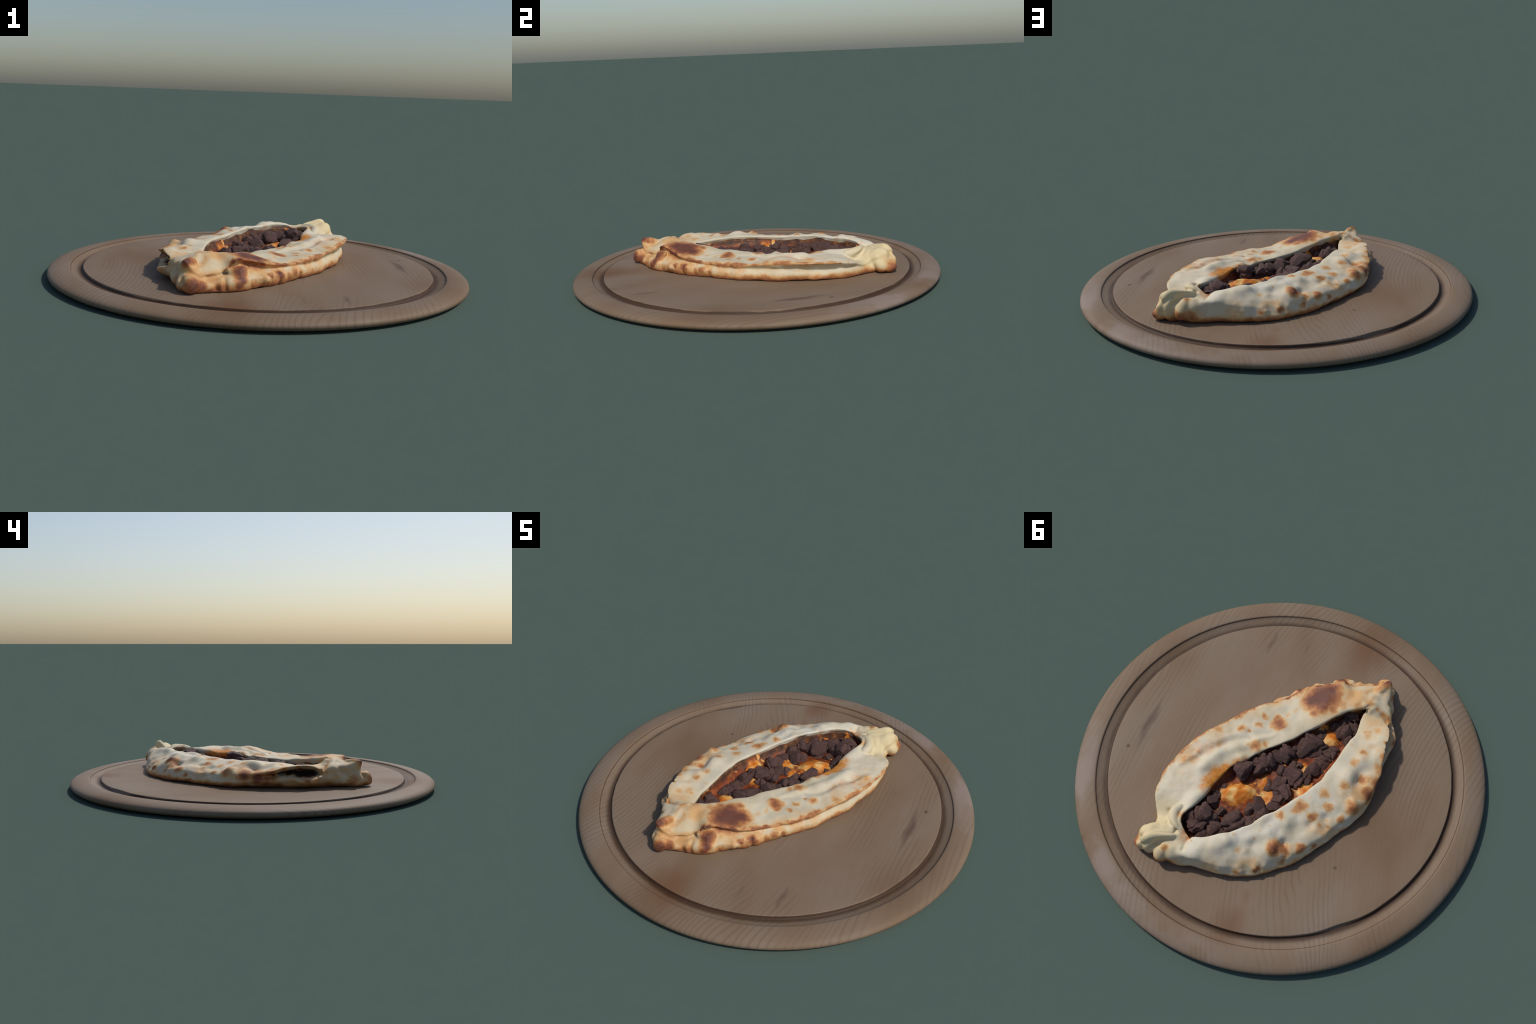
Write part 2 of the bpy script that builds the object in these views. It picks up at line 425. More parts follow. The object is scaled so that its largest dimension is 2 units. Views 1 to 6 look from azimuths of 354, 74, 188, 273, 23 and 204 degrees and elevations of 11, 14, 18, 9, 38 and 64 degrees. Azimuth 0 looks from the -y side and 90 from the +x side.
# long folds and creases: knots x, y, z; width; height (negative = crease)
FOLDS = [
    ([(.316, .172, .158), (.300, .132, .158), (.265, .074, .158), (.206, .018, .156), (.160, -.016, .152)], .026, .009),
    ([(.385, .160, .150), (.339, .112, .150), (.297, .054, .150), (.242, -.012, .148), (.169, -.053, .146)], .018, -.006),
    ([(.366, .083, .150), (.314, .030, .150), (.284, -.006, .148), (.255, -.043, .146), (.208, -.094, .142)], .018, .004),
    ([(.181, -.082, .145), (.113, -.100, .150), (.054, -.139, .150)], .020, -.008),
    ([(.132, -.056, .150), (.073, -.112, .152), (.038, -.176, .152)], .016, .006),
    ([(.30, .36, .152), (.27, .30, .150), (.262, .27, .145)], .028, .008),
    ([(.110, .531, .165), (.036, .473, .172), (-.041, .421, .168), (-.092, .372, .165)], .028, .007),
    ([(.43, .20, .15), (.40, .16, .15), (.37, .11, .15)], .016, .006),
    # twisted end: under the crest, round the roll, between the lobes
    ([(.458, .618, .140), (.418, .586, .176), (.372, .555, .186), (.330, .540, .184), (.296, .522, .172)], .010, -.012),
    ([(.296, .522, .172), (.325, .507, .172), (.352, .488, .158), (.374, .455, .140), (.384, .425, .125)], .011, -.013),
    ([(.470, .548, .135), (.450, .528, .125), (.428, .508, .110), (.418, .498, .09)], .010, -.004),
    ([(.380, .625, .140), (.360, .606, .155), (.330, .584, .170), (.292, .565, .166)], .011, -.016),
    ([(.402, .625, .120), (.385, .622, .100), (.372, .622, .075)], .016, -.005),
    ([(.235, .585, .147), (.224, .600, .136), (.222, .622, .100)], .010, -.010), ([(.232, .520, .155), (.240, .550, .152), (.235, .585, .147)], .010, -.010),
    # tip: seam between strip and roll, pinched side, wrinkles on the foot
    ([(-.330, -.588, .128), (-.300, -.580, .120), (-.265, -.548, .113), (-.235, -.525, .122), (-.215, -.505, .132)], .008, -.010),
    ([(-.385, -.575, .150), (-.388, -.585, .120), (-.375, -.600, .100)], .010, -.012),
    ([(-.400, -.470, .145), (-.405, -.500, .125), (-.402, -.530, .110), (-.398, -.555, .085)], .012, -.010),
    ([(-.403, -.440, .140), (-.412, -.455, .105), (-.405, -.48, .08)], .014, .008),
    ([(-.372, -.570, .170), (-.345, -.530, .180), (-.325, -.490, .180), (-.312, -.450, .180)], .018, .006),
    ([(-.235, -.575, .12), (-.238, -.585, .09), (-.235, -.585, .065)], .014, -.010),
    ([(-.200, -.545, .12), (-.198, -.575, .09), (-.195, -.58, .06)], .010, -.009),
    ([(-.290, -.595, .11), (-.292, -.605, .085)], .010, -.006),
    # where the strip wraps over the tip and ends on the other side's rim
    ([(-.290, -.362, .172), (-.318, -.392, .172), (-.345, -.405, .162), (-.390, -.393, .150), (-.436, -.366, .140)], .011, -.015),
    ([(-.296, -.400, .182), (-.345, -.432, .172), (-.398, -.420, .158), (-.432, -.400, .145)], .016, .008),
    # cross wrinkles of the lower roll
    ([(-.090, -.500, .13), (-.082, -.522, .095), (-.080, -.515, .06)], .010, -.007), ([(-.020, -.455, .12), (-.012, -.470, .095), (-.015, -.462, .06)], .008, -.004),
    ([(.040, -.412, .12), (.050, -.425, .095), (.045, -.415, .06)], .009, -.006), ([(.085, -.372, .115), (.095, -.378, .09), (.090, -.368, .06)], .008, -.004),
    ([(.012, -.432, .12), (.020, -.445, .09), (.016, -.436, .06)], .016, .004), ([(.066, -.390, .12), (.075, -.402, .09), (.070, -.392, .06)], .014, .004),
    ([(.150, -.298, .115), (.160, -.305, .09), (.155, -.296, .06)], .010, -.006), ([(.235, -.215, .11), (.242, -.215, .085), (.238, -.208, .06)], .012, -.005),
]


def fold_shift(co):
    shift = np.zeros(len(co))
    for knots, width, height in FOLDS:
        path = catmull(knots, 8 * len(knots), False)
        d = np.full(len(co), 9.0)
        lo, hi = path.min(0) - 3 * width, path.max(0) + 3 * width
        near = np.all((co > lo) & (co < hi), axis=1)
        for p, q in zip(path, path[1:]):
            v = q - p
            t = np.clip(((co[near] - p) @ v) / max(v @ v, 1e-9), 0, 1)
            d[near] = np.minimum(d[near], np.linalg.norm(co[near] - p - t[:, None] * v, axis=1))
        shift += height * np.exp(-(d / width) ** 2)
    return shift


def ellipsoid(centre, radii, rot_z=0.0, tilt=0.0, lump=0.0, segments=28):
    bm = bmesh.new()
    bmesh.ops.create_icosphere(bm, subdivisions=4, radius=1.0)
    m = Matrix.Translation(centre) @ Matrix.Rotation(rot_z, 4, "Z") @ Matrix.Rotation(tilt, 4, "Y") @ Matrix.Diagonal((*radii, 1))
    bm.transform(m)
    if lump:
        for v in bm.verts:
            v.co += (v.co - Vector(centre)) * lump * fbm(v.co, 18, 2, 3)
    return bm


def capsule_chain(bm, path, radii, steps=10):
    """A bent roll: a tube of circles along a smooth path with rounded ends."""
    p = catmull(path, steps * len(path), False)
    r = np.interp(np.linspace(0, 1, len(p)), np.linspace(0, 1, len(radii)), radii)
    t = np.gradient(p, axis=0)
    rings = []
    n = 20
    ends = np.sqrt(np.clip(1 - (1 - np.clip(np.minimum(np.arange(len(p)), np.arange(len(p))[::-1]) / 5.0, 0, 1)) ** 2, 0.02, 1))
    for q, d, rad, e in zip(p, t, r, ends):
        d = Vector(d).normalized()
        s = d.orthogonal().normalized()
        u = d.cross(s)
        rings.append([bm.verts.new(Vector(q) + (s * math.cos(k * 2 * math.pi / n) + u * math.sin(k * 2 * math.pi / n)) * rad * e) for k in range(n)])
    for i in range(len(rings) - 1):
        # align rings by nearest start vertex
        off = min(range(n), key=lambda o: (rings[i][0].co - rings[i + 1][o].co).length)
        rings[i + 1] = rings[i + 1][off:] + rings[i + 1][:off]
        for k in range(n):
            bm.faces.new((rings[i][k], rings[i][(k + 1) % n], rings[i + 1][(k + 1) % n], rings[i + 1][k]))
    bm.faces.new(rings[0])
    bm.faces.new(rings[-1])


def build_crust(parent):
    v = loft_crust()
    n = crust_normals(v)
    cols, prof = v.shape[:2]
    flat, nf = v.reshape(-1, 3).copy(), n.reshape(-1, 3)
    out = flat.copy()
    # the swellings act on the outside only; the hidden tunnel under the strip stays calm
    shift = np.zeros(len(flat))
    for x, y, z, r, h in BLISTERS:
        d = np.linalg.norm(flat - (x, y, z), axis=1) / r
        shift += h * np.exp(-1.6 * d * d)
    row = np.tile(np.arange(prof) / (prof - 1), cols)
    outer = smoothstep(0.16, 0.24, row) * (1 - smoothstep(0.90, 0.96, row))
    ripple = np.array([0.0085 * fbm(p, 9, 2, 1.7) + 0.0024 * fbm(p, 22, 2, 5.1) for p in flat])
    out += nf * ((shift + ripple) * outer)[:, None]
    out[:, 2] = np.maximum(out[:, 2], BOARD_Z + .0008)
    verts = [tuple(p) for p in out]
    faces = grid_faces(cols, prof)
    # close the inside along the spine, below and above
    faces.append([i * prof for i in range(cols)])
    faces.append([i * prof + prof - 1 for i in range(cols)])
    me = mesh_from("crust", verts, faces)
    bm = bmesh.new()
    bm.from_mesh(me)

    def add(other):
        tmp = bpy.data.meshes.new("piece")
        other.to_mesh(tmp)
        other.free()
        bm.from_mesh(tmp)
        bpy.data.meshes.remove(tmp)

    # twisted end: a thick pinched wad with a crest, a second lobe and a roll round the opening's end
    add(ellipsoid((.405, .556, .116), (.070, .052, .063), math.radians(37), 0, 0.15))
    add(ellipsoid((.446, .553, .092), (.032, .036, .038), 0, 0, 0.2))
    add(ellipsoid((.385, .604, .104), (.048, .032, .060), 0.65, 0, 0.1))
    add(ellipsoid((.288, .600, .112), (.050, .046, .046), 0, 0, 0.1))
    add(ellipsoid((.443, .594, .080), (.040, .036, .034), 0.6, 0, 0.25))
    add(ellipsoid((.432, .604, .112), (.038, .028, .042), 0.65, 0, 0.15))
    capsule_chain(bm, [(.434, .614, .142), (.404, .590, .170), (.368, .566, .166), (.325, .550, .160), (.290, .535, .152)],
                  [.020, .024, .024, .021, .016])
    add(ellipsoid((.272, .562, .106), (.055, .050, .044), 0.3, 0, 0.1))
    capsule_chain(bm, [(.316, .585, .148), (.328, .612, .128), (.337, .632, .096), (.336, .629, .07)], [.025, .033, .034, .028])
    capsule_chain(bm, [(.326, .385, .142), (.346, .425, .147), (.340, .465, .152), (.312, .503, .156), (.276, .512, .144)],
                  [.017, .026, .027, .024, .016])
    # foot and beak of the pinched tip
    add(ellipsoid((-.345, -.596, .089), (.040, .038, .038), -0.4, 0, 0.2))
    capsule_chain(bm, [(-.362, -.566, .174), (-.350, -.535, .168), (-.328, -.49, .155)], [.013, .020, .020])
    # folded corner hanging out of the roll
    flap = bmesh.new()
    for p in [(-.196, -.516, .142), (-.098, -.482, .150), (-.121, -.552, .092), (-.092, -.508, .080), (-.168, -.540, .075), (-.140, -.470, .150), (-.135, -.525, .140), (-.13, -.50, .06)]:
        flap.verts.new(p)
    hull = bmesh.ops.convex_hull(flap, input=flap.verts[:])
    bmesh.ops.delete(flap, geom=list({g for g in hull["geom_interior"] + hull["geom_unused"] if isinstance(g, bmesh.types.BMVert)}), context="VERTS")
    add(flap)

    bm.to_mesh(me)
    bm.free()
    ob = new_object("crust", me, parent)
    rm = ob.modifiers.new("blend", "REMESH")
    rm.mode, rm.voxel_size, rm.use_smooth_shade = "VOXEL", 0.0036, True
    sm = ob.modifiers.new("soften", "SMOOTH")
    sm.factor, sm.iterations = 0.5, 3
    graph = bpy.context.evaluated_depsgraph_get()
    done = bpy.data.meshes.new_from_object(ob.evaluated_get(graph))
    bpy.data.objects.remove(ob)
    bpy.data.meshes.remove(me)
    # split by region into rim, twisted end and pinched tip, keeping one smooth surface
    co = np.empty(len(done.vertices) * 3, np.float32)
    done.vertices.foreach_get("co", co)
    # the kneaded ends are softer than the rest: relax them further
    edges = np.empty(len(done.edges) * 2, np.int32)
    done.edges.foreach_get("vertices", edges)
    edges = edges.reshape(-1, 2)
    pos = co.reshape(-1, 3).astype(float)
    along = pos[:, 0] * 0.56 + pos[:, 1] * 0.83
    soft = (smoothstep(0.56, 0.64, along) + smoothstep(-0.50, -0.56, along) * 0.4) * 0.6
    valence = np.bincount(edges.ravel(), minlength=len(pos))[:, None]
    for _ in range(8):
        total = np.zeros_like(pos)
        for k in range(3):
            total[:, k] = np.bincount(edges[:, 0], pos[edges[:, 1], k], len(pos)) + np.bincount(edges[:, 1], pos[edges[:, 0], k], len(pos))
        pos += (total / np.maximum(valence, 1) - pos) * soft[:, None]
    done.vertices.foreach_set("co", pos.astype(np.float32).ravel())
    done.update()
    nr = np.empty(len(pos) * 3, np.float32)
    done.vertices.foreach_get("normal", nr)
    pos += nr.reshape(-1, 3) * fold_shift(pos)[:, None]
    pos[:, 2] = np.maximum(pos[:, 2], BOARD_Z + .0006)
    co = pos.astype(np.float32).ravel()
    done.vertices.foreach_set("co", co)
    done.update()
    nr = np.empty(len(done.vertices) * 3, np.float32)
    done.vertices.foreach_get("normal", nr)
    co, nr = co.reshape(-1, 3), nr.reshape(-1, 3)
    polys = [tuple(p.vertices) for p in done.polygons]
    centre = np.array([co[list(p)].mean(0) for p in polys])
    along = centre[:, 0] * 0.56 + centre[:, 1] * 0.83
    region = np.where(along > 0.600, 1, np.where(along < -0.560, 2, 0))
    for k, name in enumerate(("crust", "twisted_end", "pinched_tip")):
        mine = [polys[i] for i in np.nonzero(region == k)[0]]
        used = np.unique(np.concatenate([np.array(p) for p in mine]))
        where = {int(o): i for i, o in enumerate(used)}
        part = bpy.data.meshes.new(name)
        part.from_pydata([tuple(map(float, co[o])) for o in used], [], [tuple(where[q] for q in p) for p in mine])
        part.polygons.foreach_set("use_smooth", [True] * len(part.polygons))
        part.normals_split_custom_set_from_vertices([tuple(map(float, nr[o])) for o in used])
        # one dough, its marks shared out over a few materials by where the faces lie
        mid = centre[region == k]
        across = mid[:, 0] * 0.83 - mid[:, 1] * 0.56
        zone = (across > 0.02).astype(int) + 2 * (along[region == k] > 0.05) if k == 0 else np.zeros(len(mid), int)
        for z in sorted(set(zone.tolist())):
            part.materials.append(dough_material("baked_dough", mid[zone == z][::7]))
        part.polygons.foreach_set("material_index", zone)
        new_object(name, part, parent)
    bpy.data.meshes.remove(done)


# scorched marks: x, y, z, radius, strength (1 = dark brown, .5 = tan)
SCORCH = [
    (.071, -.180, .148, .036, .72), (.055, -.165, .148, .022, .66), (.09, -.205, .146, .022, .6),
    (-.082, -.382, .163, .075, .98), (-.040, -.350, .160, .050, .95), (-.115, -.420, .165, .055, .95), (-.10, -.33, .165, .045, .78),
    (-.145, -.375, .168, .045, .7), (-.08, -.29, .160, .030, .62), (-.155, -.33, .165, .030, .6), (-.19, -.37, .168, .03, .45),
    (.126, -.023, .153, .030, .58), (.09, -.05, .15, .02, .5), (.165, -.02, .153, .014, .35),
    (.23, -.09, .147, .022, .55), (.16, -.14, .145, .018, .55), (.19, -.09, .147, .012, .45), (.15, -.19, .140, .018, .5), (.05, -.24, .145, .014, .42), (.02, -.28, .145, .02, .3),
    (.30, .04, .150, .02, .3), (.415, .165, .15, .018, .45), (.33, -.04, .148, .024, .4),
    (-.190, .203, .166, .030, .55), (-.172, .222, .166, .022, .45), (-.307, .148, .135, .022, .58), (-.254, .228, .155, .024, .62), (-.378, .174, .117, .020, .62),
    (-.252, .375, .109, .026, .75), (-.149, .434, .153, .034, .80), (-.185, .420, .120, .028, .75), (-.372, -.170, .172, .022, .60),
    (-.119, .281, .170, .020, .50), (.049, .444, .170, .011, .6), (-.345, .03, .160, .024, .5), (-.27, .10, .158, .026, .40),
    (-.410, .105, .125, .034, .75), (-.452, .02, .115, .040, .78), (-.475, -.05, .110, .040, .75), (-.415, -.04, .118, .030, .68), (-.345, -.10, .165, .024, .45),
    (-.30, .25, .135, .014, .4), (-.335, .235, .125, .015, .45), (-.20, .47, .10, .022, .6), (-.10, .545, .10, .022, .6), (-.02, .575, .09, .022, .6), (.03, .55, .115, .02, .42), (.09, .60, .09, .02, .5),
    (-.30, .34, .09, .02, .6), (-.47, -.12, .12, .04, .6), (-.47, -.18, .15, .025, .55), (-.455, -.25, .16, .018, .45), (-.49, -.3, .095, .02, .65), (-.45, -.09, .08, .05, .65),
    (.10, .53, .14, .02, .3), (.0, .50, .15, .02, .3), (-.36, -.26, .16, .02, .35), (-.40, -.30, .158, .03, .35),
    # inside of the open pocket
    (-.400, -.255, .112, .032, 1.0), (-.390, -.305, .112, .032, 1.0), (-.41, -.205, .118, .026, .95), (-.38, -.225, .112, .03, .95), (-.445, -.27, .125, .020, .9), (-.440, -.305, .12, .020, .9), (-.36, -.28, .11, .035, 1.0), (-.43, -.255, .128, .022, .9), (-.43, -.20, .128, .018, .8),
    # tip
    (-.360, -.571, .187, .030, .88), (-.345, -.545, .185, .030, .68), (-.325, -.52, .178, .032, .50), (-.33, -.625, .085, .040, .90), (-.30, -.60, .08, .035, .75),
    (-.31, -.42, .18, .03, .42), (-.28, -.46, .172, .016, .42), (-.26, -.39, .175, .03, .45), (-.40, -.53, .08, .04, .5), (-.425, -.39, .14, .02, .5),
    # folded corner and roll
    (-.130, -.525, .137, .042, .85), (-.125, -.545, .105, .034, .85), (-.140, -.555, .08, .03, .8), (-.13, -.50, .178, .026, .92), (-.16, -.505, .17, .025, .85),
    (.005, -.455, .10, .020, .72), (.048, -.418, .10, .024, .85), (.055, -.41, .085, .022, .8), (.02, -.44, .07, .03, .6), (.13, -.335, .09, .022, .62), (.155, -.30, .075, .022, .6), (.10, -.36, .065, .03, .62), (-.06, -.52, .065, .035, .65),
    (-.22, -.57, .065, .04, .65), (.2, -.25, .06, .03, .55), (.26, -.17, .055, .025, .5),
    # browned knob
    (.475, .605, .075, .040, .75), (.340, .655, .085, .036, .68), (.315, .61, .155, .016, .55), (.47, .60, .115, .02, .5), (.285, .65, .08, .035, .6),
]
# the lip of the folded side is toasted all along: x, y, z, width, strength at each knot
TOASTED_LIP = [
    (-.205, -.520, .135, .012, .50), (-.137, -.504, .180, .022, .85), (-.085, -.468, .164, .026, .88), (.000, -.424, .145, .020, .78), (.080, -.355, .129, .017, .74),
    (.171, -.269, .126, .016, .64), (.246, -.194, .129, .018, .70), (.328, -.092, .142, .018, .60), (.391, .008, .149, .017, .62),
    (.444, .110, .149, .017, .58), (.480, .217, .147, .015, .52), (.490, .312, .144, .012, .42), (.475, .394, .140, .009, .30),
]

# stains of orange fat: x, y, z, radius, strength
STAIN = [
    (.208, .148, .145, .032, 1.25), (.238, .186, .143, .036, 1.3), (.258, .225, .143, .034, 1.25), (.268, .262, .145, .026, .95), (.178, .095, .146, .024, 1.0), (.15, .06, .14, .016, .7), (.225, .215, .13, .03, 1.0), (.245, .27, .13, .025, .9),
    (.370, .101, .150, .014, .7), (.356, .055, .150, .013, .75), (.304, .018, .150, .02, .5), (.425, .172, .15, .02, .5), (.33, .07, .15, .03, .45), (.40, .12, .15, .025, .45),
    (-.318, -.396, .170, .014, .8), (-.350, -.410, .162, .015, .9), (-.392, -.398, .150, .017, 1.0), (-.432, -.372, .138, .018, 1.0), (-.05, -.475, .12, .02, .5), (.31, .445, .15, .020, .7),
    (.262, .505, .140, .026, .95), (.250, .53, .13, .024, .9), (.235, .515, .15, .018, .8), (.305, .455, .13, .028, .75),
    (.385, .15, .152, .026, .5), (.33, .05, .152, .026, .42), (.30, .02, .15, .03, .4), (.36, .09, .15, .03, .3), (.40, .06, .146, .02, .4),
    (.07, -.39, .105, .026, .7), (.03, -.42, .115, .024, .6), (-.03, -.46, .11, .03, .45), (.20, -.235, .105, .03, .5), (.26, -.165, .11, .03, .45),
    (-.430, -.385, .130, .022, .8), (-.39, -.415, .14, .018, .6), (-.34, -.42, .15, .016, .5), (-.49, -.30, .070, .045, .85), (-.48, -.23, .070, .04, .75), (-.47, -.345, .09, .03, .7),
    (-.28, -.37, .15, .016, .4), (.08, .445, .15, .02, .4), (-.40, -.5, .14, .03, .35),
]


def dough_material(name, where):
    """Baked dough for one region of the crust: only the marks that touch the region are put in."""
    m = Nodes(name)

    def touching(marks, stretch=1.0, reach=2.2):
        return [k for k in marks if np.min(np.linalg.norm(where * (1, 1, stretch) - k[:3], axis=1)) < reach * k[3]]
    x, y, z = m.sep()
    warp = m.vec("ADD", m.coord, m.vec("SCALE", m.vec("SUBTRACT", m.noise(27, 3, 0.6, colour=True), (0.5, 0.5, 0.5)), scale=0.045))
    warp = m.vec("ADD", warp, m.vec("SCALE", m.vec("SUBTRACT", m.noise(110, 2, 0.6, colour=True), (0.5, 0.5, 0.5)), scale=0.006))
    big = m.noise(7, 3, 0.5)
    cream = m.ramp(big, [(0.30, DOUGH[0]), (0.55, DOUGH[1]), (0.75, DOUGH[2])])
    # dustings of flour
    flour = m.spots(touching(FLOUR), warp)
    flour = m.math("MULTIPLY", flour, m.range(m.noise(11, 3, 0.6), 0.30, 0.60, 0.35, 0.9))
    cream = m.mix(flour, cream, DOUGH[4])
    # the twisted end is yellower, hardly baked
    yellow = m.spots([(.43, .55, .15, .13, .8), (.38, .56, .17, .08, .6)], warp)
    cream = m.mix(yellow, cream, DOUGH[3])
    stain = m.spots(touching(STAIN), warp)
    stain = m.math("MULTIPLY", stain, m.range(m.noise(45, 3, 0.6), 0.28, 0.6, 0.75, 1.25))
    col = m.mix(m.math("MINIMUM", stain, 0.95), cream, m.ramp(m.noise(60, 2), [(0.35, srgb(188, 106, 16)), (0.65, srgb(204, 136, 40))]))
    lip = m.streak(TOASTED_LIP, warp)

    lip = m.math("MULTIPLY", lip, m.range(m.noise(20, 2, 0.5), 0.30, 0.60, 0.62, 1.08))
    scorch = m.math("MAXIMUM", m.math("MULTIPLY", m.spots(touching(SCORCH), warp), 1.18), lip)
    # random small freckles and the browned foot, tinted higher up to include the flank's shade
    pocket_dark = m.spots(touching(POCKET_DARK, 2.6), m.vec("MULTIPLY", warp, (1.0, 1.0, 2.6)))
    tan = m.spots(touching(TAN), warp)
    tan = m.math("MULTIPLY", tan, m.range(m.noise(13, 3, 0.6), 0.30, 0.62, 0.35, 1.1))
    scorch = m.math("MAXIMUM", scorch, tan)
    freckle = m.range(m.noise(30, 2, 0.5, m.mapping((1, 1, 1), (5, 3, 1))), 0.62, 0.80, 0.0, 0.40)
    foot = m.range(m.math("ADD", z, m.math("MULTIPLY", m.math("SUBTRACT", m.noise(16, 3, 0.6), 0.5), 0.06)), 0.050, 0.106, 0.76, 0.0)
    scorch = m.math("MAXIMUM", m.math("MAXIMUM", scorch, freckle), foot)
    scorch = m.math("ADD", scorch, m.math("MULTIPLY", m.math("SUBTRACT", m.noise(160, 2, 0.7), 0.5), m.math("MULTIPLY", scorch, 0.35)))
    tone = m.ramp(scorch, [(0.0, srgb(214, 186, 140)), (0.35, srgb(203, 158, 104)), (0.60, srgb(170, 112, 68)), (0.80, srgb(132, 80, 54)), (1.0, srgb(100, 60, 47))])
    col = m.mix(m.range(scorch, 0.0, 0.45), col, tone)
    col = m.mix(m.range(pocket_dark, 0.1, 0.75), col, srgb(44, 29, 24))
    pores = m.noise(420, 2, 0.7)
    col = m.mix(m.range(pores, 0.66, 0.80, 0.0, 0.18), col, srgb(150, 115, 80))
    m.bump(m.math("ADD", m.noise(90, 4, 0.6), m.math("MULTIPLY", pores, 0.4)), 0.22, 0.004)
    return m.finish(col, 0.62, 0.3)


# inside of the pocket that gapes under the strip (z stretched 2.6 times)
POCKET_DARK = [(-.425, -.165, .128 * 2.6, .034, .9), (-.445, -.120, .118 * 2.6, .022, .8), (-.405, -.215, .126 * 2.6, .045, .9), (-.400, -.265, .122 * 2.6, .055, 1.0), (-.395, -.315, .122 * 2.6, .050, 1.0), (-.440, -.285, .127 * 2.6, .030, .9), (-.430, -.33, .124 * 2.6, .028, .8), (-.36, -.28, .11 * 2.6, .06, 1.0)]

# broad golden areas: x, y, z, radius, strength
TAN = [
    (-.31, -.49, .17, .10, .36), (-.23, -.43, .175, .09, .36), (-.33, -.56, .12, .09, .42), (-.24, -.56, .09, .09, .40), (-.05, -.49, .09, .10, .46), (.05, -.42, .09, .10, .46),
    (.15, -.31, .085, .09, .38), (.24, -.20, .08, .08, .30), (-.12, -.32, .16, .09, .34), (.04, -.37, .13, .06, .32), (.20, -.21, .135, .07, .26), (.34, -.05, .145, .08, .26), (.44, .13, .147, .07, .28),
    (-.42, .04, .10, .12, .36), (-.33, .27, .09, .10, .32), (-.22, .44, .09, .10, .34), (-.08, .55, .08, .10, .36), (.07, .60, .08, .10, .32), (-.42, -.16, .14, .09, .28), (-.40, -.45, .10, .10, .32),
    (.30, .64, .08, .08, .36), (.46, .60, .08, .07, .36), (-.37, -.33, .16, .09, .28), (-.44, -.30, .16, .05, .3), (.12, .10, .15, .05, .2), (.38, .25, .15, .10, .18),
]

# floury patches: x, y, z, radius, strength
FLOUR = [
    (.10, .48, .16, .10, .9), (.00, .44, .16, .11, .95), (-.10, .36, .16, .11, .95), (-.20, .26, .15, .10, .9), (-.28, .14, .15, .10, .9), (-.34, .02, .15, .09, .8),
    (-.38, -.10, .16, .08, .75), (-.37, -.20, .17, .07, .6), (-.15, .47, .12, .08, .7), (-.30, .30, .12, .08, .7), (.19, .55, .15, .07, .7), (.03, .55, .12, .08, .7),
    (.34, .10, .155, .08, .65), (.28, .03, .15, .07, .75), (.38, .22, .15, .08, .7), (.33, .24, .15, .08, .8), (.41, .32, .15, .08, .6), (.20, -.05, .15, .06, .6), (.33, .33, .15, .07, .6),
    (.02, -.28, .155, .06, .4), (.12, -.12, .15, .07, .4),
]

DOUGH = [srgb(196, 180, 147), srgb(200, 188, 160), srgb(203, 193, 170), srgb(214, 194, 146), srgb(216, 208, 190)]


# ------------------------------------------------------------------ filling
def inside_edge():
    rows = FOLDED_SIDE + BLISTERED_SIDE
    return catmull([r[3] for r in rows], 240, True)


